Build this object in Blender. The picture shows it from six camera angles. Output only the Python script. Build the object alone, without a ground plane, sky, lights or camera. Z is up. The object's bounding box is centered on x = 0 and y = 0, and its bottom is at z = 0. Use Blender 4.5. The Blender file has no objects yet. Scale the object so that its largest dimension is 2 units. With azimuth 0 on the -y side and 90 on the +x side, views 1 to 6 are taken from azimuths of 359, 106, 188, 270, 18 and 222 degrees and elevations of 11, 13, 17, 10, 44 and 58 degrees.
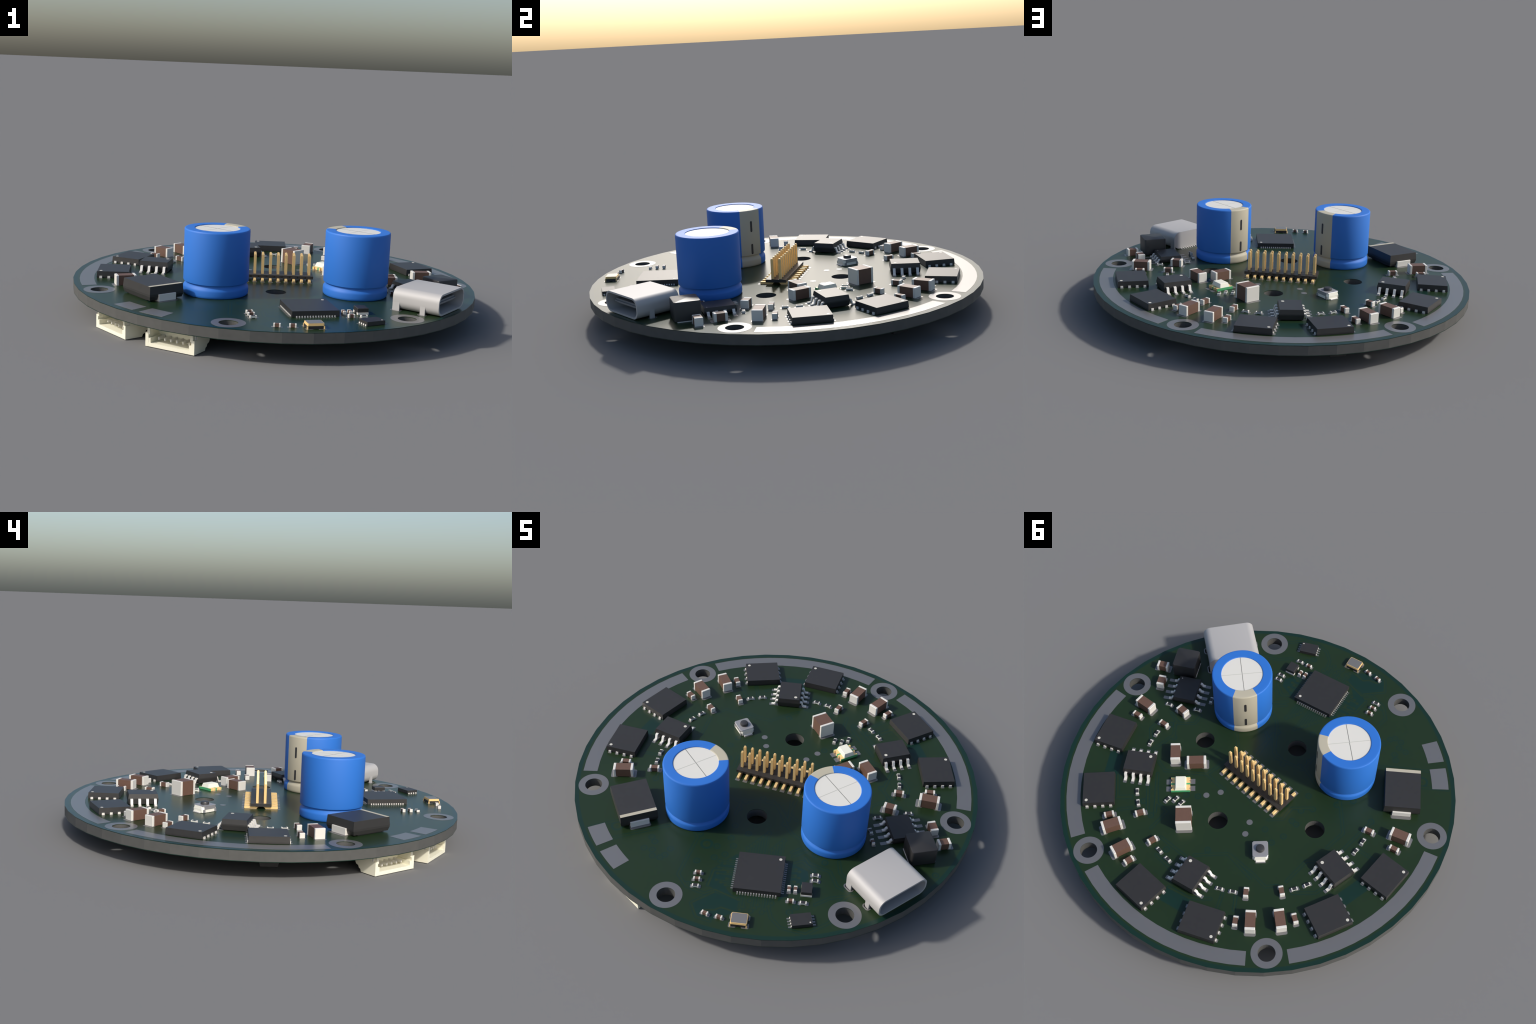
# Round motor-driver circuit board, built part by part.  All sizes below are in
# millimetres of the real board (65 mm across); K scales them to the 2 m frame.
import bpy, bmesh, math
from math import sin, cos, radians, pi
from mathutils import Vector, Matrix
from mathutils.geometry import delaunay_2d_cdt

K = 2.0 / 65.0
ZT = 0.1435 / K            # top of the solder mask, mm above the ground
CORE_TOP = 0.1406 / K
CORE_BOT = 0.0967 / K
ZB = 0.0940 / K            # underside of the lower mask

# ---------------------------------------------------------------- materials
def new_mat(name, rgb, rough=0.5, metal=0.0, spec=0.5, coat=0.0):
    m = bpy.data.materials.new(name)
    m.use_nodes = True
    b = m.node_tree.nodes["Principled BSDF"]
    b.inputs["Base Color"].default_value = (*rgb, 1)
    b.inputs["Roughness"].default_value = rough
    b.inputs["Metallic"].default_value = metal
    b.inputs["Specular IOR Level"].default_value = spec
    b.inputs["Coat Weight"].default_value = coat
    return m

def grain(m, amount=0.06, scale=60.0):
    """very fine tone variation so that moulded surfaces are not dead flat"""
    nt = m.node_tree
    b = nt.nodes["Principled BSDF"]
    base = tuple(b.inputs["Base Color"].default_value)
    tc = nt.nodes.new("ShaderNodeTexCoord")
    no = nt.nodes.new("ShaderNodeTexNoise")
    no.inputs["Scale"].default_value = scale
    no.inputs["Detail"].default_value = 3
    ra = nt.nodes.new("ShaderNodeValToRGB")
    lo, hi = 1 - amount, 1 + amount
    ra.color_ramp.elements[0].position = 0.3
    ra.color_ramp.elements[1].position = 0.7
    ra.color_ramp.elements[0].color = (*(c * lo for c in base[:3]), 1)
    ra.color_ramp.elements[1].color = (*(min(1, c * hi) for c in base[:3]), 1)
    nt.links.new(tc.outputs["Object"], no.inputs["Vector"])
    nt.links.new(no.outputs["Fac"], ra.inputs["Fac"])
    nt.links.new(ra.outputs["Color"], b.inputs["Base Color"])
    return m

MASK_POUR = (0.0128, 0.0290, 0.0100)
MASK_BARE = (0.0058, 0.0260, 0.0178)

def mask_material():
    """solder mask: copper pour shines through greener, bare laminate tealer rim"""
    m = new_mat("solder_mask_green", MASK_POUR, rough=0.31, spec=0.42)
    nt = m.node_tree
    b = nt.nodes["Principled BSDF"]
    tc = nt.nodes.new("ShaderNodeTexCoord")
    mul = nt.nodes.new("ShaderNodeVectorMath"); mul.operation = 'MULTIPLY'
    mul.inputs[1].default_value = (1, 1, 0)
    ln = nt.nodes.new("ShaderNodeVectorMath"); ln.operation = 'LENGTH'
    gt = nt.nodes.new("ShaderNodeMath"); gt.operation = 'GREATER_THAN'
    gt.inputs[1].default_value = 31.78 * K
    no = nt.nodes.new("ShaderNodeTexNoise")
    no.inputs["Scale"].default_value = 3.0
    no.inputs["Detail"].default_value = 2
    ra = nt.nodes.new("ShaderNodeValToRGB")
    ra.color_ramp.elements[0].position = 0.35
    ra.color_ramp.elements[1].position = 0.65
    ra.color_ramp.elements[0].color = (*(c * 0.97 for c in MASK_POUR), 1)
    ra.color_ramp.elements[1].color = (*(c * 1.03 for c in MASK_POUR), 1)
    mix = nt.nodes.new("ShaderNodeMix"); mix.data_type = 'RGBA'
    mix.inputs["B"].default_value = (*MASK_BARE, 1)
    L = nt.links.new
    L(tc.outputs["Object"], mul.inputs[0]); L(mul.outputs[0], ln.inputs[0])
    L(ln.outputs["Value"], gt.inputs[0]); L(gt.outputs[0], mix.inputs["Factor"])
    L(tc.outputs["Object"], no.inputs["Vector"]); L(no.outputs["Fac"], ra.inputs["Fac"])
    L(ra.outputs["Color"], mix.inputs["A"]); L(mix.outputs["Result"], b.inputs["Base Color"])
    return m

M_MASK = mask_material()
M_BARE = new_mat("mask_over_laminate", MASK_BARE, 0.31, spec=0.42)
M_TRACE = new_mat("mask_over_copper", (0.0150, 0.0305, 0.0098), 0.31, spec=0.42)
M_CORE = grain(new_mat("glass_epoxy", (0.085, 0.085, 0.080), 0.6, spec=0.3), 0.05, 30)
M_PAD = new_mat("tinned_pad", (0.245, 0.241, 0.238), 0.36, metal=0.64)
M_BLACK = grain(new_mat("moulding_black", (0.0255, 0.0245, 0.0240), 0.45), 0.05, 40)
M_DOT = new_mat("pin_mark", (0.56, 0.54, 0.47), 0.5)
M_TIN = new_mat("tin_white", (0.665, 0.645, 0.59), 0.45)
M_LEAD = new_mat("lead_tin", (0.67, 0.65, 0.60), 0.35)
M_BROWN = grain(new_mat("ceramic_brown", (0.122, 0.066, 0.045), 0.55), 0.05, 80)
M_CERAM = new_mat("ceramic_white", (0.62, 0.64, 0.58), 0.5)
M_FILM = new_mat("resistor_film", (0.028, 0.027, 0.03), 0.45)
M_BLUE = new_mat("sleeve_blue", (0.018, 0.147, 0.535), 0.6)
M_STRIPE = new_mat("sleeve_beige", (0.435, 0.402, 0.306), 0.6)
M_DASH = new_mat("dash_black", (0.025, 0.025, 0.028), 0.5)
M_VENT = new_mat("aluminium_vent", (0.66, 0.645, 0.59), 0.45)
M_SCORE = new_mat("score_line", (0.17, 0.17, 0.155), 0.6)
M_SCORE2 = new_mat("score_line_faint", (0.48, 0.48, 0.43), 0.6)
M_GOLD = new_mat("gold_plate", (0.88, 0.61, 0.265), 0.4, metal=0.2)
M_STEEL = new_mat("shell_steel", (0.43, 0.42, 0.41), 0.62, metal=0.15, spec=0.4)
M_STEEL_IN = new_mat("shell_inside", (0.30, 0.31, 0.33), 0.5, metal=0.3)
M_TONGUE = new_mat("tongue_plastic", (0.20, 0.205, 0.215), 0.5)
M_CREAM = new_mat("nylon_cream", (0.86, 0.83, 0.665), 0.55)  # base colour darkened toward the shade on the sockets' side faces
M_LENS = new_mat("lens_white", (0.78, 0.77, 0.65), 0.45)
M_LEDGRN = new_mat("carrier_green", (0.07, 0.36, 0.15), 0.45)
M_COVER = new_mat("cover_steel", (0.36, 0.355, 0.36), 0.42, metal=0.45)
M_BTNWHITE = new_mat("button_nylon", (0.82, 0.80, 0.70), 0.5)
M_BTN = new_mat("button_black", (0.035, 0.035, 0.037), 0.4)
M_LID = new_mat("crystal_lid", (0.21, 0.207, 0.20), 0.4, metal=0.4)
M_DIODE = grain(new_mat("diode_black", (0.0265, 0.0255, 0.0250), 0.48), 0.05, 40)
M_DARK = new_mat("slot_dark", (0.012, 0.012, 0.013), 0.7)

# ---------------------------------------------------------------- mesh helpers (mm)
def finish(bm, name, mat, smooth_angle=None):
    bmesh.ops.recalc_face_normals(bm, faces=bm.faces)
    for v in bm.verts:
        v.co *= K
    me = bpy.data.meshes.new(name)
    bm.to_mesh(me); bm.free()
    me.materials.append(mat)
    if smooth_angle:
        me.polygons.foreach_set("use_smooth", [True] * len(me.polygons))
        me.set_sharp_from_angle(angle=radians(smooth_angle))
    return me

def bm_box(bm, x0, x1, y0, y1, z0, z1):
    v = [bm.verts.new((x, y, z)) for z in (z0, z1) for x, y in
         ((x0, y0), (x1, y0), (x1, y1), (x0, y1))]
    for f in ((3, 2, 1, 0), (4, 5, 6, 7), (0, 1, 5, 4), (1, 2, 6, 5), (2, 3, 7, 6), (3, 0, 4, 7)):
        bm.faces.new([v[i] for i in f])

def boxes(name, mat, lst, bevel=0.0, seg=1):
    """one mesh out of several boxes (x0,x1,y0,y1,z0,z1)"""
    bm = bmesh.new()
    for b in lst:
        bm_box(bm, *b)
    if bevel:
        bmesh.ops.bevel(bm, geom=list(bm.edges), offset=bevel, segments=seg, affect='EDGES', clamp_overlap=True)
    return finish(bm, name, mat, 40 if seg > 1 else None)

def cbox(name, mat, lx, ly, z0, z1, bevel=0.0, seg=1):
    return boxes(name, mat, [(-lx / 2, lx / 2, -ly / 2, ly / 2, z0, z1)], bevel, seg)

def loft(name, mat, sections, bevel=0.0, smooth=None):
    """stack of equal-length closed outlines [(z, [(x,y)...]), ...] capped at both ends"""
    bm = bmesh.new()
    rings = [[bm.verts.new((x, y, z)) for x, y in pts] for z, pts in sections]
    n = len(rings[0])
    for a, b in zip(rings, rings[1:]):
        for i in range(n):
            bm.faces.new((a[i], a[(i + 1) % n], b[(i + 1) % n], b[i]))
    bm.faces.new(rings[0][::-1]); bm.faces.new(rings[-1])
    if bevel:
        bmesh.ops.bevel(bm, geom=list(bm.edges), offset=bevel, segments=1, affect='EDGES', clamp_overlap=True)
    return finish(bm, name, mat, smooth)

def rect(lx, ly):
    return [(-lx / 2, -ly / 2), (lx / 2, -ly / 2), (lx / 2, ly / 2), (-lx / 2, ly / 2)]

def rrect(lx, ly, r, n=4):
    pts = []
    for cx, cy, a0 in ((1, 1, 0), (-1, 1, 90), (-1, -1, 180), (1, -1, 270)):
        for i in range(n + 1):
            a = radians(a0 + 90 * i / n)
            pts.append((cx * (lx / 2 - r) + r * cos(a), cy * (ly / 2 - r) + r * sin(a)))
    return pts

def circle(r, n=32, cx=0, cy=0, a0=0.0):
    return [(cx + r * cos(a0 + 2 * pi * i / n), cy + r * sin(a0 + 2 * pi * i / n)) for i in range(n)]

def prism(name, mat, pts, axis, a0, a1, bevel=0.0, smooth=None):
    """outline extruded along x, y or z between a0 and a1"""
    bm = bmesh.new()
    put = {'x': lambda p, a: (a, p[0], p[1]), 'y': lambda p, a: (p[0], a, p[1]), 'z': lambda p, a: (p[0], p[1], a)}[axis]
    A = [bm.verts.new(put(p, a0)) for p in pts]
    B = [bm.verts.new(put(p, a1)) for p in pts]
    n = len(pts)
    for i in range(n):
        bm.faces.new((A[i], A[(i + 1) % n], B[(i + 1) % n], B[i]))
    bm.faces.new(A[::-1]); bm.faces.new(B)
    if bevel:
        bmesh.ops.bevel(bm, geom=list(bm.edges), offset=bevel, segments=1, affect='EDGES', clamp_overlap=True)
    return finish(bm, name, mat, smooth)

def plate_with_holes(name, mat, outer, holes, z0, z1):
    """flat plate with through holes (filled 2D curve, extruded)"""
    cu = bpy.data.curves.new(name, 'CURVE')
    cu.dimensions = '2D'; cu.fill_mode = 'BOTH'
    cu.extrude = (z1 - z0) / 2 * K
    for pts in [outer] + holes:
        sp = cu.splines.new('POLY')
        sp.points.add(len(pts) - 1)
        for p, (x, y) in zip(sp.points, pts):
            p.co = (x * K, y * K, 0, 1)
        sp.use_cyclic_u = True
    ob = bpy.data.objects.new(name, cu)
    bpy.context.scene.collection.objects.link(ob)
    dg = bpy.context.evaluated_depsgraph_get()
    me = bpy.data.meshes.new_from_object(ob.evaluated_get(dg))
    bpy.data.objects.remove(ob); bpy.data.curves.remove(cu)
    me.transform(Matrix.Translation((0, 0, (z0 + z1) / 2 * K)))
    me.materials.clear(); me.materials.append(mat)
    for p in me.polygons:
        p.material_index = 0; p.use_smooth = False
    me.name = name
    return me

def revolve(name, mat, prof, a0=0.0, a1=360.0, n=48, smooth=35):
    """(radius, height) profile swept about z from a0 to a1 degrees"""
    full = abs(a1 - a0) >= 359.9
    bm = bmesh.new()
    cols = []
    steps = n if full else n + 1
    for i in range(steps):
        a = radians(a0 + (a1 - a0) * i / n)
        cols.append([bm.verts.new((r * cos(a), r * sin(a), z)) for r, z in prof])
    for i in range(n):
        A, B = cols[i], cols[(i + 1) % steps]
        for j in range(len(prof) - 1):
            bm.faces.new((A[j], B[j], B[j + 1], A[j + 1]))
    bmesh.ops.remove_doubles(bm, verts=bm.verts, dist=1e-5)
    return finish(bm, name, mat, smooth)

# ---------------------------------------------------------------- object helpers
def link(name, me, parent, x=0, y=0, z=0, rot=0.0):
    ob = bpy.data.objects.new(name, me)
    bpy.context.scene.collection.objects.link(ob)
    ob.location = (x * K, y * K, z * K)
    ob.rotation_euler = (0, 0, radians(rot))
    ob.parent = parent
    return ob

def turn(x, y, deg):
    a = radians(deg)
    return x * cos(a) - y * sin(a), x * sin(a) + y * cos(a)

root = bpy.data.objects.new("circuit_board", None)
bpy.context.scene.collection.objects.link(root)
root["label"] = "round green circuit board with two blue capacitors"
root["category"] = "circuit board"

# ---------------------------------------------------------------- the bare board
HOLE_R = 29.5
MOUNT_ANGLES = (0, 68, 136, 204, 256, 308)
mount = [(HOLE_R * cos(radians(a)), HOLE_R * sin(radians(a))) for a in MOUNT_ANGLES]
inner_holes = [(12.5, 0), (-12.5, 0), (0, 9.5), (0, -9.5)]
USB_ROT = -36.0
PORT_DY = -0.2
usb_slots = [(24.75, s * 4.4 + PORT_DY, 1.35) for s in (-1, 1)] + [(28.95, s * 4.4 + PORT_DY, 1.0) for s in (-1, 1)]

outer = circle(32.5, 48)
holes = [circle(1.35, 32, *p) for p in mount] + [circle(1.6, 32, *p) for p in inner_holes]
slot_pts = []
for x, y, ln in usb_slots:
    slot_pts.append([turn(x + px, y + py, USB_ROT) for px, py in rrect(ln, 0.55, 0.27)])
holes += slot_pts

board = link("board", plate_with_holes("board", M_CORE, outer, holes, CORE_BOT, CORE_TOP), root)
link("solder_mask", plate_with_holes("solder_mask", M_MASK, outer, holes, CORE_TOP, ZT - 0.012), board)  # slab fills the mask gap; its dark rim draws the gap's shadow line
link("solder_mask", plate_with_holes("solder_mask_lower", M_MASK, outer, holes, ZB, CORE_BOT), board)

PAD_T = 0.020     # pads stand this proud of the mask
ring_me = plate_with_holes("mounting_pad", M_PAD, circle(2.4, 48), [circle(1.35, 32)], -0.02, PAD_T)
ring_low = plate_with_holes("mounting_pad_low", M_PAD, circle(2.4, 48), [circle(1.35, 32)], -PAD_T, 0.02)
for x, y in mount:
    link("mounting_pad", ring_me, board, x, y, ZT)
    link("mounting_pad", ring_low, board, x, y, ZB)

def arc_strip(r0, r1, a0, a1, n):
    up = [(r1 * cos(radians(a0 + (a1 - a0) * i / n)), r1 * sin(radians(a0 + (a1 - a0) * i / n))) for i in range(n + 1)]
    dn = [(r0 * cos(radians(a1 + (a0 - a1) * i / n)), r0 * sin(radians(a1 + (a0 - a1) * i / n))) for i in range(n + 1)]
    return up + dn

for a0 in (6, 74, 142):       # long phase pads along the rim
    link("phase_pad", prism("phase_pad", M_PAD, arc_strip(29.2, 31.47, a0, a0 + 56, 12), 'z', -0.02, PAD_T), board, 0, 0, ZT)
for mid in (-125, -135):      # two supply pads
    link("supply_pad", prism("supply_pad", M_PAD, arc_strip(28.7, 31.4, mid - 3.8, mid + 3.8, 4), 'z', -0.02, PAD_T), board, 0, 0, ZT)

tp_me = prism("test_pad", M_PAD, circle(0.5, 24), 'z', -0.02, PAD_T)
for x, y in ((4.65, 7.5), (3.34, 5.5), (-3.99, 6.26), (-4.96, 8.26)):
    link("test_pad", tp_me, board, x, y, ZT)

pad_cache = {}
def pad(x, y, rot, lx, ly, r=0.12):
    key = (lx, ly, r)
    if key not in pad_cache:
        pad_cache[key] = prism("solder_pad", M_PAD, rrect(lx, ly, r, 3), 'z', -0.02, PAD_T)
    return link("solder_pad", pad_cache[key], board, x, y, ZT, rot)

# ---------------------------------------------------------------- routed copper under the mask
routes = [
    [(-7.7, -16.0), (-7.0, -16.7), (-7.0, -24.4), (-5.1, -26.1), (-2.1, -26.5), (-0.8, -25.3), (3.0, -25.9)],
    [(3.4, -28.1), (1.1, -28.0), (0.4, -28.8), (-1.0, -29.2)],
    [(0.5, -30.8), (-1.6, -30.7), (-3.2, -28.7), (-0.8, -25.8)],
    [(-2.1, -24.9), (-2.3, -21.9), (0.2, -21.1)],
    [(-7.6, -6.2), (-3.4, -7.5), (-3.3, -10.2)],
    [(-23.6, -20.6), (-19.2, -17.3)], [(-19.1, -21.3), (-11.7, -15.7)],
    [(7.6, -11.6), (6.4, -11.2), (5.2, -10.0), (2.2, -6.1)],
    [(6.1, -8.2), (4.6, -7.3), (4.7, -4.0)],
    [(7.4, -14.7), (8.9, -13.1)], [(7.8, -15.4), (9.6, -13.4)],
    [(9.7, -15.0), (10.6, -15.9), (13.9, -16.3), (15.7, -18.7), (17.4, -19.1)],
    [(14.6, -13.9), (15.4, -16.0), (16.3, -16.7)],
    [(8.4, -16.7), (9.5, -15.8), (11.7, -17.1)],
    [(7.5, -25.7), (8.4, -27.3), (10.2, -28.5), (13.9, -28.4), (16.5, -25.3), (16.5, -22.0), (18.0, -19.2)],
    [(13.6, -23.0), (15.3, -21.1), (19.1, -19.0)],
]
routes += [
    [(-3.5, -7.0), (1.4, -5.6), (3.9, -7.9)],
    [(3.9, -3.8), (5.0, -8.9), (2.3, -6.1), (0.4, -6.1)],
    [(9.7, -4.8), (7.0, -2.4)],
    [(-11.9, -6.6), (-13.8, -5.1)],
    [(-10.9, 13.3), (-5.4, 12.7), (-1.7, 16.5)],
    [(6.8, 17.9), (7.1, 14.2)], [(4.4, 17.9), (-0.8, 17.6)], [(2.7, 20.6), (-0.8, 20.7)],
    [(-10.8, 20.5), (-9.6, 18.1)], [(-12.8, 18.9), (-11.4, 17.0)],
    [(11.2, 12.4), (9.5, 14.0), (7.0, 14.0)],
    [(15.0, 17.9), (13.2, 16.2)], [(13.1, 19.1), (11.8, 17.5)],
    [(-2.8, 23.1), (-6.4, 22.2), (-8.9, 20.0)],
    [(-5.8, 12.6), (-10.8, 12.5), (-13.6, 12.8), (-15.0, 11.2)],
    [(-15.4, 9.8), (-15.3, 5.1), (-16.3, 4.3)],
    [(-17.4, 10.7), (-20.0, 8.2), (-20.4, 6.4)],
]
routes += [
    [(-16.1, 1.1), (-16.3, -2.6), (-12.0, -6.7)],
    [(-18.2, -0.2), (-18.2, -4.7), (-18.3, -6.9)],
    [(-5.8, 3.9), (-7.5, 2.2), (-7.2, -0.3), (-9.7, -2.7)],
    [(0.4, 2.9), (-3.2, 3.3)], [(-20.0, -2.0), (-23.4, -2.4)],
    [(19.1, 6.3), (20.9, 4.8), (21.0, 3.1)],
    [(17.5, 7.6), (17.1, 2.9), (18.8, 1.0)],
    [(20.6, 0.1), (18.3, 0.8), (16.2, -1.1), (16.6, -3.0)],
    [(15.0, 8.4), (13.0, 8.9), (7.4, 4.6), (6.9, -0.3)],
    [(7.4, 4.6), (3.3, 4.8)],
    [(18.1, 14.8), (15.0, 17.6), (13.4, 16.0)],
    [(15.7, 10.1), (9.4, 16.2)], [(13.5, 10.1), (8.5, 15.4)],
]
vias = [(-13.6, -19.1), (-12.8, -19.8), (-13.8, -21.5), (-12.5, -21.4), (-10.0, -20.3), (-12.0, -22.5),
        (-10.8, -22.4), (-10.3, -21.7), (-3.6, -17.4), (-2.2, -15.1), (-1.3, -16.5), (-3.2, -19.6),
        (-5.4, -21.1), (-1.9, -18.5), (0.0, -13.4), (-2.5, -12.5), (-6.9, -16.0), (-5.0, -25.7)]
vias += [(10.6, -25.5), (11.2, -24.3), (12.7, -14.9), (28.8, -11.6), (4.6, -9.6), (-2.7, -7.1), (-3.2, -8.9),
         (10.9, -14.0), (-7.6, -3.9), (-0.4, -5.5), (-5.9, -0.2), (-8.6, -1.0), (-8.8, 1.4), (-9.7, 1.4),
         (-9.7, 4.4), (-6.7, 5.5), (-9.1, 6.5), (-9.8, -2.5), (-12.1, -5.8), (-13.6, -8.2), (-18.2, -7.3),
         (2.2, 18.8), (-2.6, 14.4), (8.5, 16.3), (11.3, 15.3), (16.7, 3.3), (18.5, 0.8), (19.0, 1.8),
         (5.5, 8.6), (7.1, 9.7)]

# fan-out of the controller: straight escapes to staggered vias on its four sides
MCU = (4.38, -20.65)
MCU_ROT = 12
def escape(side, t, length):
    p = [turn(3.9, t, side * 90 + MCU_ROT), turn(3.9 + length, t, side * 90 + MCU_ROT)]
    p = [(MCU[0] + x, MCU[1] + y) for x, y in p]
    fan.append(p); fan_vias.append(p[1])
fan, fan_vias = [], []
for n in range(5):                       # towards the header: two raked groups
    escape(1, -(2.8 - 0.4 * n), 3.5 - 0.55 * n)
for n in range(8):
    escape(1, -(0.4 - 0.4 * n), 4.7 - 0.5 * n)
for n in range(13):
    if n % 5 != 3:
        escape(3, (n - 6) * 0.4, 0.9 + 0.6 * ((n * 3) % 4))
        escape(2, (n - 6) * 0.4, 0.8 + 0.75 * ((n * 5) % 3))
    if n % 3:
        escape(0, (n - 6) * 0.4, 0.7 + 0.6 * ((n * 2) % 3))

# areas without copper pour
bare_zones = [
    [(-2.7, -22.0), (-0.3, -17.9), (1.2, -17.6), (0.5, -24.5), (2.6, -26.0), (-0.8, -25.3), (-2.1, -24.9)],
    [(7.4, -16.6), (10.8, -17.4), (11.4, -18.7), (10.5, -20.6), (8.4, -24.3), (7.9, -20.0)],
    [(-3.0, -28.8), (-0.8, -25.8), (3.2, -26.0), (3.4, -28.1), (0.6, -30.6), (-1.6, -30.7)],
]
for ph in (34, 102, 170):
    bare_zones.append([turn(x, y, ph) for x, y in ((23.3, -2.3), (25.6, -2.3), (25.6, 2.5), (23.3, 2.5))])

def ribbon(ln, w):
    """rectangles along a polyline plus small discs at its joints"""
    out = []
    for (ax, ay), (bx, by) in zip(ln, ln[1:]):
        d = math.hypot(bx - ax, by - ay)
        nx, ny = -(by - ay) / d * w / 2, (bx - ax) / d * w / 2
        out.append([(ax + nx, ay + ny), (ax - nx, ay - ny), (bx - nx, by - ny), (bx + nx, by + ny)])
    for p in ln:
        out.append(circle(w / 2, 8, *p, a0=0.13))
    return out

big_vias = [(-5.24, -17.51), (-19.53, -18.83)]
shapes = [("hole", h) for h in holes]
for ln in routes:
    shapes += [("clear", q) for q in ribbon(ln, 0.60)]
    shapes += [("trace", q) for q in ribbon(ln, 0.27)]
for ln in fan:
    shapes += [("clear", q) for q in ribbon(ln, 0.38)]
    shapes += [("trace", q) for q in ribbon(ln, 0.16)]
for v in fan_vias:
    shapes += [("clear", circle(0.42, 14, *v)), ("trace", circle(0.26, 12, *v))]
shapes += [("clear", z) for z in bare_zones]
for v in vias:
    shapes += [("clear", circle(0.56, 14, *v)), ("trace", circle(0.33, 12, *v)), ("drill", circle(0.13, 8, *v))]
for v in big_vias:
    shapes += [("clear", circle(1.0, 18, *v)), ("trace", circle(0.62, 16, *v)), ("drill", circle(0.16, 8, *v))]
shapes.append(("board", outer))

cv, cf = [], []
for _, pts in shapes:
    area = sum(p[0] * q[1] - q[0] * p[1] for p, q in zip(pts, pts[1:] + pts[:1]))
    if area < 0:                       # the triangulator wants counter-clockwise outlines
        pts = pts[::-1]
    cf.append(list(range(len(cv), len(cv) + len(pts))))
    cv += [Vector(p) for p in pts]
ov, oe, of, _, _, oid = delaunay_2d_cdt(cv, [], cf, 1, 1e-5)
rank = {"hole": 4, "drill": 3, "trace": 2, "clear": 1, "board": 0}
groups = {0: [], 1: [], 2: []}
for f, ids in zip(of, oid):
    if not ids:
        continue
    r = max(rank[shapes[i][0]] for i in ids)
    if r == 4:
        continue
    groups[1 if r == 3 else r].append(f)
for g, name, mat in ((0, "mask_surface", M_MASK), (1, "copper_clearance", M_BARE), (2, "copper_trace", M_TRACE)):
    used = sorted({i for f in groups[g] for i in f})
    idx = {v: n for n, v in enumerate(used)}
    me = bpy.data.meshes.new(name)
    me.from_pydata([(ov[i].x * K, ov[i].y * K, 0) for i in used], [], [[idx[i] for i in f] for f in groups[g]])
    for p in me.polygons:
        if p.normal.z < 0:
            p.flip()
    me.materials.append(mat)
    ob = link(name, me, board, 0, 0, ZT)
    if g:
        ob["kind"] = "stuff"

# ---------------------------------------------------------------- chip capacitors and resistors
chip_cache = {}
CHIP = {  # length, width, height, terminal length, pad centre, pad length, pad width
    "1206": (3.2, 1.6, 1.6, 0.42, 1.475, 1.15, 1.80),
    "1210": (3.2, 2.5, 2.5, 0.42, 1.475, 1.15, 2.70),
    "0805": (2.0, 1.25, 1.25, 0.40, 0.95, 1.00, 1.45),
    "0603": (1.6, 0.8, 0.8, 0.32, 0.775, 0.80, 0.95),
    "0402": (1.0, 0.5, 0.5, 0.24, 0.48, 0.56, 0.62),
}
def ceramic_capacitor(size, x, y, rot):
    L, W, H, t, pc, pl, pw = CHIP[size]
    if size not in chip_cache:
        g = 0.03 if L > 1.2 else 0.02
        body = cbox("ceramic_body", M_BROWN, L - 2 * t + 0.1, W - 2 * g, g, H - g)
        term = cbox("terminal", M_TIN, t, W, 0, H, bevel=0.05 if L > 1.2 else 0.035)
        chip_cache[size] = (body, term)
    body, term = chip_cache[size]
    o = link("ceramic_capacitor", body, root, x, y, ZT + PAD_T, rot)
    for s in (-1, 1):
        link("terminal", term, o, s * (L - t) / 2)
        px, py = turn(s * pc, 0, rot)
        pad(x + px, y + py, rot, pl, pw, min(pl, pw) * 0.22)
    return o

def chip_resistor(x, y, rot):
    L, W, H, t = 1.0, 0.5, 0.34, 0.2
    if "R" not in chip_cache:
        # ceramic block with an arched underside, dark film on top, wrapped ends
        arch = [(-0.44, 0.0), (-0.3, 0.0), (-0.16, 0.06), (0.16, 0.06), (0.3, 0.0), (0.44, 0.0), (0.44, H - 0.03), (-0.44, H - 0.03)]
        chip_cache["R"] = (prism("resistor_body", M_CERAM, arch, 'y', -W / 2 + 0.01, W / 2 - 0.01),
                           cbox("resistive_film", M_FILM, L - 2 * t + 0.04, W - 0.04, H - 0.035, H - 0.012),
                           cbox("terminal", M_TIN, t, W, 0, H, bevel=0.03))
    b, f, tm = chip_cache["R"]
    o = link("chip_resistor", b, root, x, y, ZT + PAD_T, rot)
    link("resistive_film", f, o)
    for s in (-1, 1):
        link("terminal", tm, o, s * (L - t) / 2)
        px, py = turn(s * 0.51, 0, rot)
        pad(x + px, y + py, rot, 0.54, 0.64, 0.13)
    return o

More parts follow.
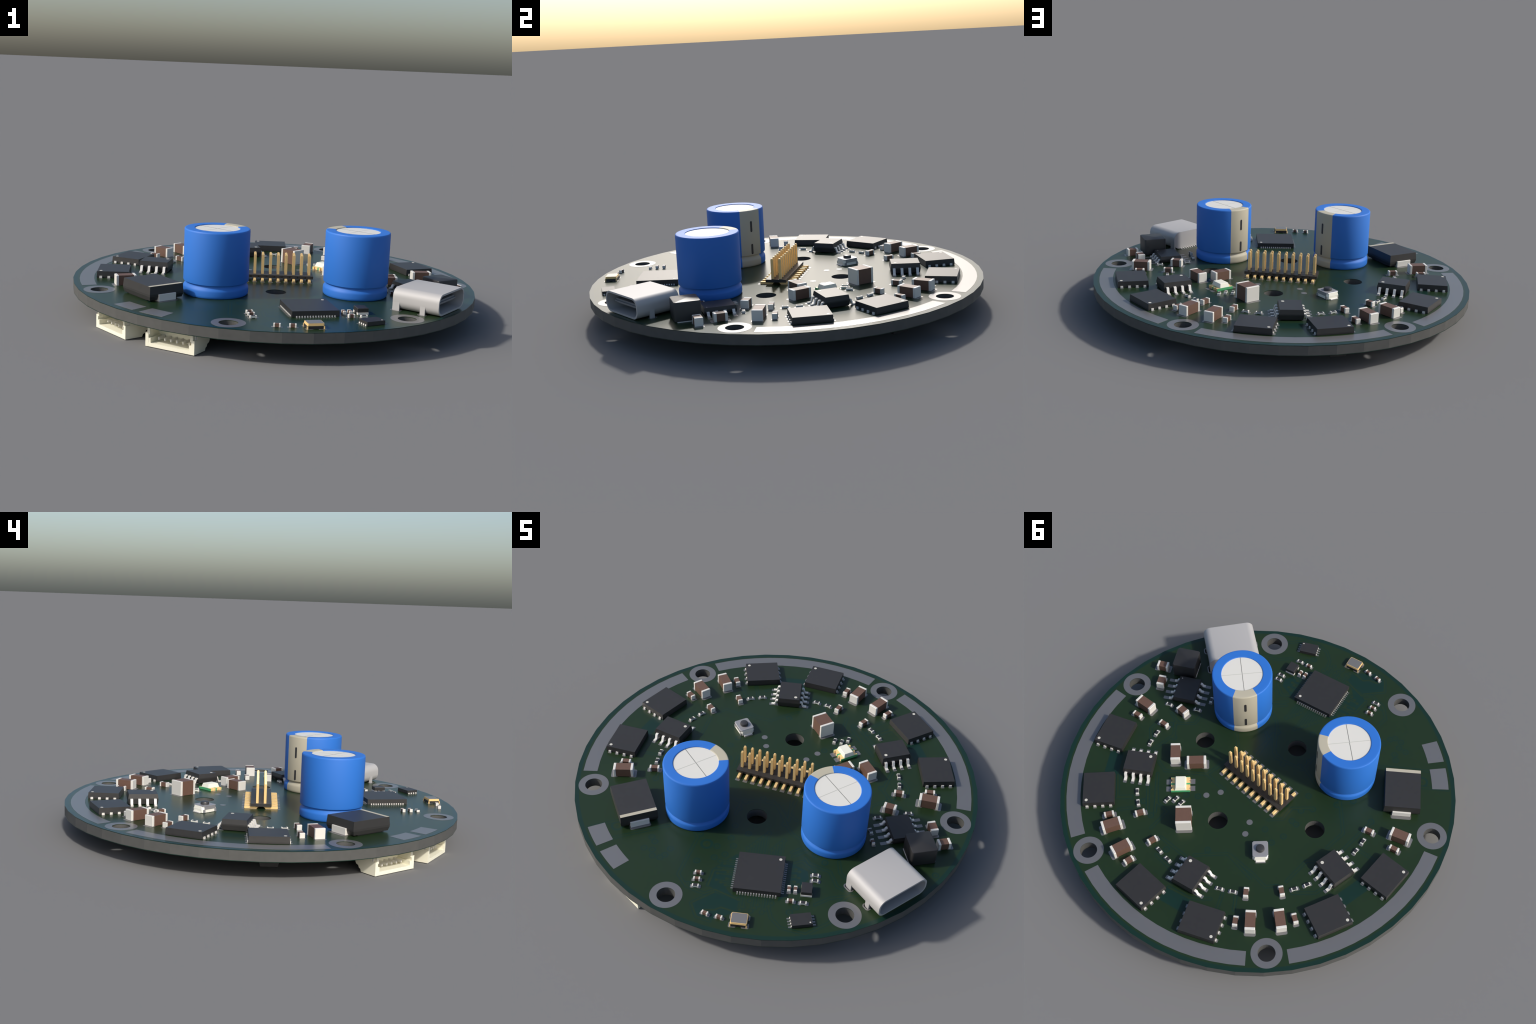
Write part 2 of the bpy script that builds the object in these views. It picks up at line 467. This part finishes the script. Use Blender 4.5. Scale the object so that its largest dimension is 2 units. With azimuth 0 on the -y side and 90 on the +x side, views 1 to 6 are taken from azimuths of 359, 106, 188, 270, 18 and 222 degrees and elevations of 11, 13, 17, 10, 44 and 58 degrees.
# ---------------------------------------------------------------- power transistors
def power_transistor(x, y, rot):
    """flat 5x6 package: four stub pins on each tangential end"""
    LX, LY, H = 5.12, 5.85, 1.05
    if "Q" not in chip_cache:
        body = loft("package", M_BLACK, [(0.02, rect(LX, LY)), (0.3, rect(LX, LY)), (H, rect(LX - 0.12, LY - 0.12))])
        pin = cbox("pin", M_LEAD, 0.42, 0.5, 0, 0.31)
        dot = prism("pin_mark", M_DOT, circle(0.24, 20), 'z', H - 0.02, H + 0.012)
        chip_cache["Q"] = (body, pin, dot)
    body, pin, dot = chip_cache["Q"]
    o = link("power_transistor", body, root, x, y, ZT + PAD_T, rot)
    link("pin_mark", dot, o, 1.93, 2.29)
    for s in (-1, 1):
        for i in range(4):
            px = (i - 1.5) * 1.27
            link("pin", pin, o, px, s * (LY / 2 - 0.10))
            ax, ay = turn(px, s * (LY / 2 - 0.05), rot)
            pad(x + ax, y + ay, rot, 0.58, 0.9, 0.1)
    return o

# ---------------------------------------------------------------- gull-wing driver chips
def gull_lead(span0, span1, zs, w, th=0.2):
    """side profile of a lead leaving the body at span0, foot tip at span1"""
    m = span0 + (span1 - span0) * 0.30
    m2 = span0 + (span1 - span0) * 0.52
    top = [(span0 - 0.1, zs), (m - 0.06, zs), (m + 0.06, zs - 0.1), (m2 - 0.02, th + 0.07), (m2 + 0.1, th), (span1, th)]
    bot = [(span1, 0.0), (m2 + 0.0, 0.0), (m2 - 0.16, 0.1), (m - 0.13, zs - th - 0.05), (m - 0.2, zs - th), (span0 - 0.1, zs - th)]
    return prism("lead", M_LEAD, [(p[0], p[1]) for p in top + bot], 'x', -w / 2, w / 2, smooth=50)

def driver_chip(x, y, rot, thin=False):
    key = "U_thin" if thin else "U"
    H = 1.2 if thin else 1.75
    LX, LY = 4.9, 3.9
    zm = 0.56 if thin else 0.92
    if key not in chip_cache:
        body = loft("package", M_BLACK, [(0.12, rect(LX - 0.22, LY - 0.22)), (zm - 0.1, rect(LX, LY)), (zm + 0.1, rect(LX, LY)), (H, rect(LX - 0.26, LY - 0.26))])
        lead = gull_lead(LY / 2, 2.78 if thin else 3.08, zm + 0.1, 0.42)
        r = 0.1 if thin else 0.26
        dot = prism("pin_mark", M_DOT, circle(r, 20), 'z', H - 0.02, H + 0.012)
        chip_cache[key] = (body, lead, dot)
    body, lead, dot = chip_cache[key]
    o = link("driver_chip", body, root, x, y, ZT + PAD_T, rot)
    if thin:
        link("pin_mark", dot, o, 1.92, 1.36)
    else:
        link("pin_mark", dot, o, -1.65, -1.13)
    for s in (0, 180):
        for i in range(4):
            px = (i - 1.5) * 1.27
            link("lead", lead, o, px, 0, 0, s)
            inner, outer_ = (1.85, 3.75) if thin else (1.6, 3.45)
            ax, ay = turn(px, (1 if s == 0 else -1) * (inner + outer_) / 2, rot)
            pad(x + ax, y + ay, rot, 0.6, outer_ - inner, 0.08)
    return o

# three identical phases, 68 degrees apart
for ph in (34, 102, 170):
    def at(r, a):
        return r * cos(radians(ph + a)), r * sin(radians(ph + a))
    driver_chip(*at(19.93, 0), ph)
    for s in (-1, 1):
        power_transistor(*at(26.1, s * 12.4), ph + s * 12.4)
        ceramic_capacitor("1206", *at(24.80, s * 28.8), ph + s * 28.8)
        ceramic_capacitor("0603", *at(24.80, s * 23.5), ph + s * 23.5)
        ceramic_capacitor("0603", *at(19.93, s * 26.1), ph + s * 26.1)
        chip_resistor(*at(19.93, s * 20.2), ph + s * 20.2 + 90)
        chip_resistor(*at(19.93, s * 14.1), ph + s * 14.1 + 90)
    # current-sense chip hanging below the board, just inside the rim
    sx, sy = at(29.0, 12.4)
    under = loft("sense_chip", M_BLACK, [(-1.2, rect(2.5, 2.45)), (-0.6, rect(2.8, 2.7)), (-0.05, rect(2.7, 2.6))])
    link("sense_chip", under, root, sx, sy, ZB, ph + 12.4)

low = loft("regulator_chip", M_BLACK, [(-1.75, rect(4.7, 3.7)), (-0.95, rect(4.9, 3.9)), (-0.1, rect(4.75, 3.75))])
link("regulator_chip", low, root, 19.6, -13.0, ZB, 20)

ceramic_capacitor("1206", 13.72, 5.69, -45)
ceramic_capacitor("1206", 9.98, 4.45, 45)
ceramic_capacitor("1210", 3.74, 13.42, -45)
for x, y in ((8.62, 12.46), (7.71, 11.5), (6.52, 11.37)):
    chip_resistor(x, y, 92)

# step-down converter corner
ceramic_capacitor("0805", 28.70, -5.65, 30)
ceramic_capacitor("0805", 26.43, -3.05, -60)
ceramic_capacitor("0805", 19.20, -1.25, -1)
chip_resistor(22.17, -0.83, 19)
chip_resistor(17.83, -3.38, 26)
chip_resistor(17.50, -6.47, -60)
ceramic_capacitor("0402", 18.40, -8.63, -60)
driver_chip(21.83, -4.87, -60, thin=True)

# controller neighbourhood
for x, y, a in ((10.16, -23.68, 13), (9.28, -21.68, -77), (10.19, -21.44, -77), (1.56, -29.87, -2), (-0.58, -29.9, -6), (-4.0, -24.51, 14), (-4.25, -23.3, 14)):
    ceramic_capacitor("0402", x, y, a)
for x, y, a in ((11.98, -23.36, 13), (12.13, -17.87, 13), (12.38, -18.88, 13), (-3.74, -25.7, 14)):
    chip_resistor(x, y, a)

# ---------------------------------------------------------------- controller, 60 pins
mcu = link("controller_chip", loft("controller_chip", M_BLACK, [(0.02, rect(7, 7)), (0.9, rect(6.94, 6.94))]), root, *MCU, ZT + PAD_T, MCU_ROT)
link("pin_mark", prism("pin_mark", M_DOT, circle(0.23, 20), 'z', 0.88, 0.912), mcu, 2.8, 2.77)
pin60 = cbox("pin", M_LEAD, 0.30, 0.19, 0.0, 0.2)
for side in range(4):
    for i in range(15):
        t = (i - 7) * 0.4
        lx, ly = turn(3.38, t, side * 90)
        link("pin", pin60, mcu, lx, ly, 0, side * 90)
        ax, ay = turn(3.58, t, side * 90 + MCU_ROT)
        pad(MCU[0] + ax, MCU[1] + ay, side * 90 + MCU_ROT, 0.66, 0.21, 0.05)

# small eight-pin memory
mem = link("memory_chip", loft("memory_chip", M_BLACK, [(0.02, rect(3.0, 2.1)), (0.6, rect(2.96, 2.06))]), root, 12.68, -26.5, ZT + PAD_T, 27)
link("pin_mark", prism("pin_mark", M_DOT, circle(0.12, 16), 'z', 0.58, 0.612), mem, 1.17, -0.71)
pin8 = cbox("pin", M_LEAD, 0.32, 0.24, 0.0, 0.2)
for s in (-1, 1):
    for i in range(4):
        t = (i - 1.5) * 0.5
        link("pin", pin8, mem, s * 1.42, t)
        ax, ay = turn(s * 1.6, t, 27)
        pad(12.68 + ax, -26.5 + ay, 27, 0.75, 0.26, 0.05)

# ---------------------------------------------------------------- inductors
ind = link("power_inductor", loft("power_inductor", M_BLACK, [(0.1, rrect(4.0, 4.0, 0.35)), (2.83, rrect(4.0, 4.0, 0.35)), (2.95, rrect(3.9, 3.9, 0.33)), (2.98, rrect(3.76, 3.76, 0.3))], smooth=40), root, 25.62, -8.53, ZT + PAD_T, 30)
for s in (-1, 1):
    link("terminal", cbox("terminal", M_LEAD, 1.0, 3.2, 0, 0.1), ind, s * 1.54)
    ax, ay = turn(s * 1.55, 0, 30)
    pad(25.62 + ax, -8.53 + ay, 30, 1.1, 3.4, 0.1)
small = link("chip_inductor", loft("chip_inductor", M_BLACK, [(0.05, rect(1.6, 1.9)), (0.93, rect(1.6, 1.9)), (1.0, rect(1.5, 1.8))]), root, 11.8, -21.1, ZT + PAD_T, 13)
for s in (-1, 1):
    link("terminal", cbox("terminal", M_LEAD, 1.64, 0.5, 0, 0.36, bevel=0.02), small, 0, s * 0.74)

# ---------------------------------------------------------------- quartz crystal
cr = (4.45, -29.45)
xt = link("crystal", cbox("crystal", M_BLACK, 2.5, 2.0, 0.02, 0.42), root, *cr, ZT + PAD_T, 12)
link("seal_ring", loft("seal_ring", M_GOLD, [(0.42, rrect(2.42, 1.92, 0.15)), (0.53, rrect(2.42, 1.92, 0.15)), (0.535, rrect(2.38, 1.88, 0.15)), (0.64, rrect(2.38, 1.88, 0.15)), (0.645, rrect(2.34, 1.84, 0.15)), (0.76, rrect(2.34, 1.84, 0.15))]), xt)
link("lid", prism("lid", M_LID, rrect(2.2, 1.7, 0.12), 'z', 0.74, 0.79), xt)
cast = prism("castellation", M_GOLD, circle(0.13, 12), 'z', 0.0, 0.38)
for sx in (-1, 1):
    for sy in (-1, 1):
        link("castellation", cast, xt, sx * 1.17, sy * 0.92)
        ax, ay = turn(sx * 0.92, sy * 0.72, 12)
        pad(cr[0] + ax, cr[1] + ay, 12, 1.1, 0.95, 0.2)

# ---------------------------------------------------------------- rectifier diode
dd = link("diode", loft("diode", M_DIODE, [(0.22, rect(6.95, 5.6)), (0.8, rect(7.38, 5.88)), (1.1, rect(7.42, 5.9)), (2.3, rect(7.2, 5.72))]), root, -18.61, -14.50, ZT, -52)
link("diode_foot", boxes("diode_foot", M_DIODE, [(-2.5, 2.5, -2.6, 2.6, 0.04, 0.4)]), dd)
link("cathode_band", boxes("cathode_band", M_STRIPE, [(3.02, 3.59, -2.85, 2.85, 2.2, 2.315)]), dd)
for s in (-1, 1):
    a, b = sorted((s * 2.4, s * 3.95))
    link("terminal", boxes("terminal", M_LEAD, [(a, b, -1.48, 1.48, 0.03, 1.08)], bevel=0.03), dd)
    ax, ay = turn(s * 3.4, 0, -52)
    pad(-18.65 + ax, -14.45 + ay, -52, 2.1, 3.3, 0.25)

# ---------------------------------------------------------------- electrolytic capacitors
def electrolytic(x, y, rot, score):
    """rot: direction the beige polarity stripe faces"""
    prof = [(4.55, 0.0), (4.86, 0.04), (4.97, 0.18), (5.0, 0.4), (5.0, 1.05), (4.97, 1.22), (4.90, 1.36), (4.74, 1.58), (4.67, 1.74), (4.66, 1.86),
            (4.70, 1.96), (4.88, 2.0), (4.97, 2.05), (5.0, 2.16), (5.0, 9.77), (4.97, 9.91), (4.89, 10.0), (4.76, 10.03), (4.7, 10.031), (3.55, 10.031), (3.5, 10.03), (3.44, 9.99), (3.44, 9.82)]
    h = 23.5
    o = link("electrolytic_capacitor", revolve("sleeve", M_BLUE, prof, h, 360 - h, 56), root, x, y, ZT, rot)
    link("polarity_stripe", revolve("polarity_stripe", M_STRIPE, prof, -h, h, 8), o)
    link("vent_disc", prism("vent_disc", M_VENT, circle(3.46, 40), 'z', 0.05, 9.90), o)
    for ang, mat, nm in ((score, M_SCORE, "score_line"), (score + 90, M_SCORE2, "score_line")):
        link(nm, cbox(nm, mat, 6.86, 0.09, 9.89, 9.908 + ang * 2e-5), o, 0, 0, 0, ang)
    # two dashes of the minus mark, wrapped on the sleeve
    for z0, z1 in ((2.25, 4.1), (6.2, 8.15)):
        bm = bmesh.new()
        pts = []
        w = 0.19
        for i in range(9):
            a = pi * i / 8
            pts.append((w * cos(a), z1 - w + w * sin(a)))
        for i in range(9):
            a = pi + pi * i / 8
            pts.append((w * cos(a), z0 + w + w * sin(a)))
        vs = [bm.verts.new((math.sqrt(5.03 ** 2 - t * t), t, z)) for t, z in pts]
        bm.faces.new(vs)
        ex = bmesh.ops.extrude_face_region(bm, geom=list(bm.faces))
        for v in ex["geom"]:
            if isinstance(v, bmesh.types.BMVert):
                v.co.x -= 0.08
        link("minus_dash", finish(bm, "minus_dash", M_DASH), o)
    return o

electrolytic(12.31, -9.10, 139.8, 0)
electrolytic(-9.32, -11.10, 49.8, 90)

# ---------------------------------------------------------------- pin header 2 x 10
P = 1.27
hdr_pts = []
half = 5 * P
for s in (-1, 1):      # outline with shallow notches between the pin cells
    xs = [i * P - half for i in range(11)]
    row = []
    for i in range(10):
        a, b = xs[i], xs[i + 1]
        e = 0.07
        row += [(a + (e if i else 0), 1.7), (b - (e if i < 9 else 0), 1.7)]
        if i < 9:
            row += [(b - e, 1.55), (b + e, 1.55)]
    if s == -1:
        hdr_pts += [(x, -y) for x, y in row]
    else:
        hdr_pts += [(x, y) for x, y in row[::-1]]
hdr = link("pin_header", loft("pin_header", M_BLACK, [(0.46, hdr_pts), (0.80, hdr_pts)]), root, 0, 0, ZT)
link("header_top", boxes("header_top", M_BLACK, [(-half, half, -1.7, 1.7, 0.80, 0.93)]), hdr)
pin_me = loft("pin", M_GOLD, [(0.3, rect(0.41, 0.41)), (4.1, rect(0.41, 0.41)), (4.3, rect(0.24, 0.24))])
foot_me = prism("foot", M_GOLD, [(0.43, 0.43), (0.62, 0.1), (0.72, 0.02), (2.66, 0.02), (2.75, 0.10), (2.75, 0.34), (2.66, 0.42)], 'x', -0.205, 0.205, bevel=0.03)
for i in range(10):
    x = (i - 4.5) * P
    for s in (-1, 1):
        link("pin", pin_me, hdr, x, s * P / 2)
        link("foot", foot_me, hdr, x, 0, 0, 0 if s > 0 else 180)
        pad(x, s * 1.95, 0, 0.74, 2.4, 0.02)

# ---------------------------------------------------------------- data port (type-C)
def usb_outline(inset, n=8):
    return [(p[0], p[1] + 1.68) for p in rrect(8.94 - 2 * inset, 3.2 - 2 * inset, 1.28 - inset * 0.8, n)]
def usb_shell():
    bm = bmesh.new()
    x0, x1, xi = 24.15, 31.45, 27.0
    O, I = usb_outline(0), usb_outline(0.27)
    n = len(O)
    def ring(pts, x):
        return [bm.verts.new((x, p[0], p[1])) for p in pts]
    rb, rf = ring(O, x0), ring(O, x1)
    rfi, rbi = ring(I, x1), ring(I, xi)
    for A, B in ((rb, rf), (rf, rfi), (rfi, rbi)):
        for i in range(n):
            bm.faces.new((A[i], A[(i + 1) % n], B[(i + 1) % n], B[i]))
    bm.faces.new(rb[::-1]); bm.faces.new(rbi)
    return finish(bm, "data_port", M_STEEL, 40)
usb = link("data_port", usb_shell(), root, *turn(0.03, PORT_DY, USB_ROT), ZT, USB_ROT)
link("tongue", boxes("tongue", M_TONGUE, [(26.5, 30.7, -3.35, 3.35, 1.36, 2.02)], bevel=0.25, seg=3), usb)
for x, y, ln in usb_slots:
    wl = 1.1 if ln > 1.2 else 0.78
    s = 1 if y > 0 else -1
    a, b = sorted((s * 4.462, s * 4.2))
    xa = 24.152 if ln > 1.2 else x - wl / 2
    link("shell_leg", boxes("shell_leg", M_STEEL, [(xa, xa + wl, a, b, -1.0, 1.66)]), usb)
    px, py = turn(x, y, USB_ROT)
    me = plate_with_holes("slot_pad", M_PAD, rrect(ln + 0.42, 0.97, 0.45), [rrect(ln + 0.02, 0.57, 0.28)], -0.02, PAD_T)
    link("slot_pad", me, board, px, py, ZT, USB_ROT)
contact = boxes("contact", M_LEAD, [(23.8, 24.3, -0.1, 0.1, 0.0, 0.14)])
for i in range(12):
    t = (i - 5.5) * 0.52
    link("contact", contact, usb, 0, t, PAD_T)
    px, py = turn(23.75, t + PORT_DY, USB_ROT)
    pad(px, py, USB_ROT, 0.7, 0.28, 0.04)

# ---------------------------------------------------------------- LED
led = link("light_diode", boxes("light_diode", M_LEDGRN, [(-1.22, 1.22, -1.33, 1.33, 0.02, 0.42), (-1.56, -1.22, -0.16, 0.16, 0.02, 0.42), (1.22, 1.56, -0.16, 0.16, 0.02, 0.42), (-1.55, 1.55, -1.335, -1.245, 0.02, 0.425), (-1.55, 1.55, 1.245, 1.335, 0.02, 0.425)]), root, 9.05, 9.05, ZT + PAD_T, 45)
def led_end(x0, x1, y0, y1, notch, s):
    yc = (y0 + y1) / 2
    pts = [(x0, y0), (x1, y0), (x1, yc - 0.24)]
    for i in range(1, 8):
        a = radians(-90 - 180 * i / 8)
        pts.append((x1 + notch * cos(a), yc + 0.24 * sin(a)))
    pts += [(x1, yc + 0.24), (x1, y1), (x0, y1)]
    return prism("end_contact", M_GOLD, [(s * p[0], p[1]) for p in pts], 'z', 0.0, 0.435)
for s in (-1, 1):
    for y0, y1 in ((-1.245, -0.16), (0.16, 1.245)):
        link("end_contact", led_end(0.9, 1.56, y0, y1, 0.22, s), led)
        ax, ay = turn(s * 1.9, (y0 + y1) / 2 * 0.95, 45)
        pad(9.05 + ax, 9.05 + ay, 45, 0.95, 0.95, 0.03)
link("lens", loft("lens", M_LENS, [(0.42, rect(1.9, 2.56)), (1.12, rect(1.56, 2.1))], bevel=0.04), led)

# ---------------------------------------------------------------- push button
bt = (-8.93, 8.96)
def octa(lx, ly, c):
    x, y = lx / 2, ly / 2
    return [(x, -y + c), (x, y - c), (x - c, y), (-x + c, y), (-x, y - c), (-x, -y + c), (-x + c, -y), (x - c, -y)]
btn = link("push_button", loft("push_button", M_BTNWHITE, [(0.04, octa(3.0, 2.42, 0.28)), (0.55, octa(3.0, 2.42, 0.28)), (1.03, octa(2.8, 2.3, 0.34))]), root, *bt, ZT + PAD_T, 134.8)
link("cover", loft("cover", M_COVER, [(1.01, octa(2.78, 2.5, 0.22)), (1.07, octa(2.78, 2.5, 0.22)), (1.11, octa(2.7, 2.42, 0.22))]), btn)
for s in (-1, 1):
    a, b = sorted((s * 1.16, s * 1.25))
    link("cover_flap", boxes("cover_flap", M_COVER, [(-1.13, 1.13, a, b, 0.52, 1.05), (-1.34, -0.95, a, b, 0.03, 0.52), (0.95, 1.34, a, b, 0.03, 0.52)]), btn)
    a, b = sorted((s * 1.35, s * 1.82))
    link("terminal", boxes("terminal", M_LEAD, [(a, b, -0.75, 0.75, 0.0, 0.14)], bevel=0.03), btn)
    ax, ay = turn(s * 1.6, 0, 134.8)
    pad(bt[0] + ax, bt[1] + ay, 134.8, 0.7, 1.6, 0.05)
link("plunger", revolve("plunger", M_BTN, [(0.70, 1.08), (0.68, 1.44), (0.62, 1.55), (0.5, 1.6), (0.0, 1.6)], n=28), btn)

# ---------------------------------------------------------------- cable sockets under the board
def cable_socket(ang):
    """six-way side-entry socket; local x points outwards, mouth at x=31.1"""
    xf, W2, H = 31.12, 4.0, ZB
    xb = xf - 4.25
    # side wall profile in x-z: stepped lower rear corner
    wall = [(xf, 0.0), (xf - 2.85, 0.0), (xf - 3.0, 0.4), (xf - 3.3, 0.5), (xf - 3.45, 0.85), (xb + 0.35, 1.0), (xb + 0.2, 1.3), (xb + 0.2, H - 0.02), (xf - 0.8, H - 0.02), (xf - 0.8, 2.0), (xf, 2.0)]
    bm_m = prism("cable_socket", M_CREAM, wall, 'y', -W2, -W2 + 0.5)
    o = link("cable_socket", bm_m, root, 0, 0, 0, ang)
    link("side_wall", prism("side_wall", M_CREAM, wall, 'y', W2 - 0.5, W2), o)
    link("floor", boxes("floor", M_CREAM, [(xf - 2.85, xf - 0.004, -W2 + 0.5, W2 - 0.5, 0.004, 0.55)]), o)
    link("rear_block", boxes("rear_block", M_CREAM, [(xb + 0.2, xf - 2.7, -W2 + 0.5, W2 - 0.5, 1.0, H - 0.03), (xf - 3.0, xf - 2.7, -W2 + 0.5, W2 - 0.5, 0.45, 1.1)]), o)
    link("roof", boxes("roof", M_CREAM, [(xf - 2.8, xf - 0.9, -W2 + 0.5, W2 - 0.5, H - 0.3, H - 0.03)]), o)
    for s in (-1, 1):
        a, b = sorted((s * (W2 - 0.28), s * (W2 - 0.72)))
        link("front_post", boxes("front_post", M_CREAM, [(xf - 0.7, xf - 0.03, a, b, 1.75, H - 0.03)], bevel=0.02), o)
        a, b = sorted((s * (W2 - 0.45), s * (W2 - 0.85)))
        link("guide_rib", boxes("guide_rib", M_CREAM, [(xf - 2.8, xf - 0.02, a, b, 0.5, 1.25)]), o)
        a, b = sorted((s * (W2 - 0.04), s * (W2 - 0.25)))
        link("hold_down", boxes("hold_down", M_LEAD, [(xf - 0.82, xf - 0.5, a, b, 2.02, H - 0.02)]), o)
    pin = boxes("contact_pin", M_LEAD, [(xf - 2.75, xf - 1.05, -0.11, 0.11, 0.85, 1.27)], bevel=0.04)
    lead = boxes("solder_lead", M_LEAD, [(xb - 0.6, xb + 0.3, -0.12, 0.12, H - 0.2, H - 0.02)])
    for i in range(6):
        link("contact_pin", pin, o, 0, i - 2.5)
        link("solder_lead", lead, o, 0, i - 2.5)
cable_socket(-141.15)
cable_socket(-119.1)
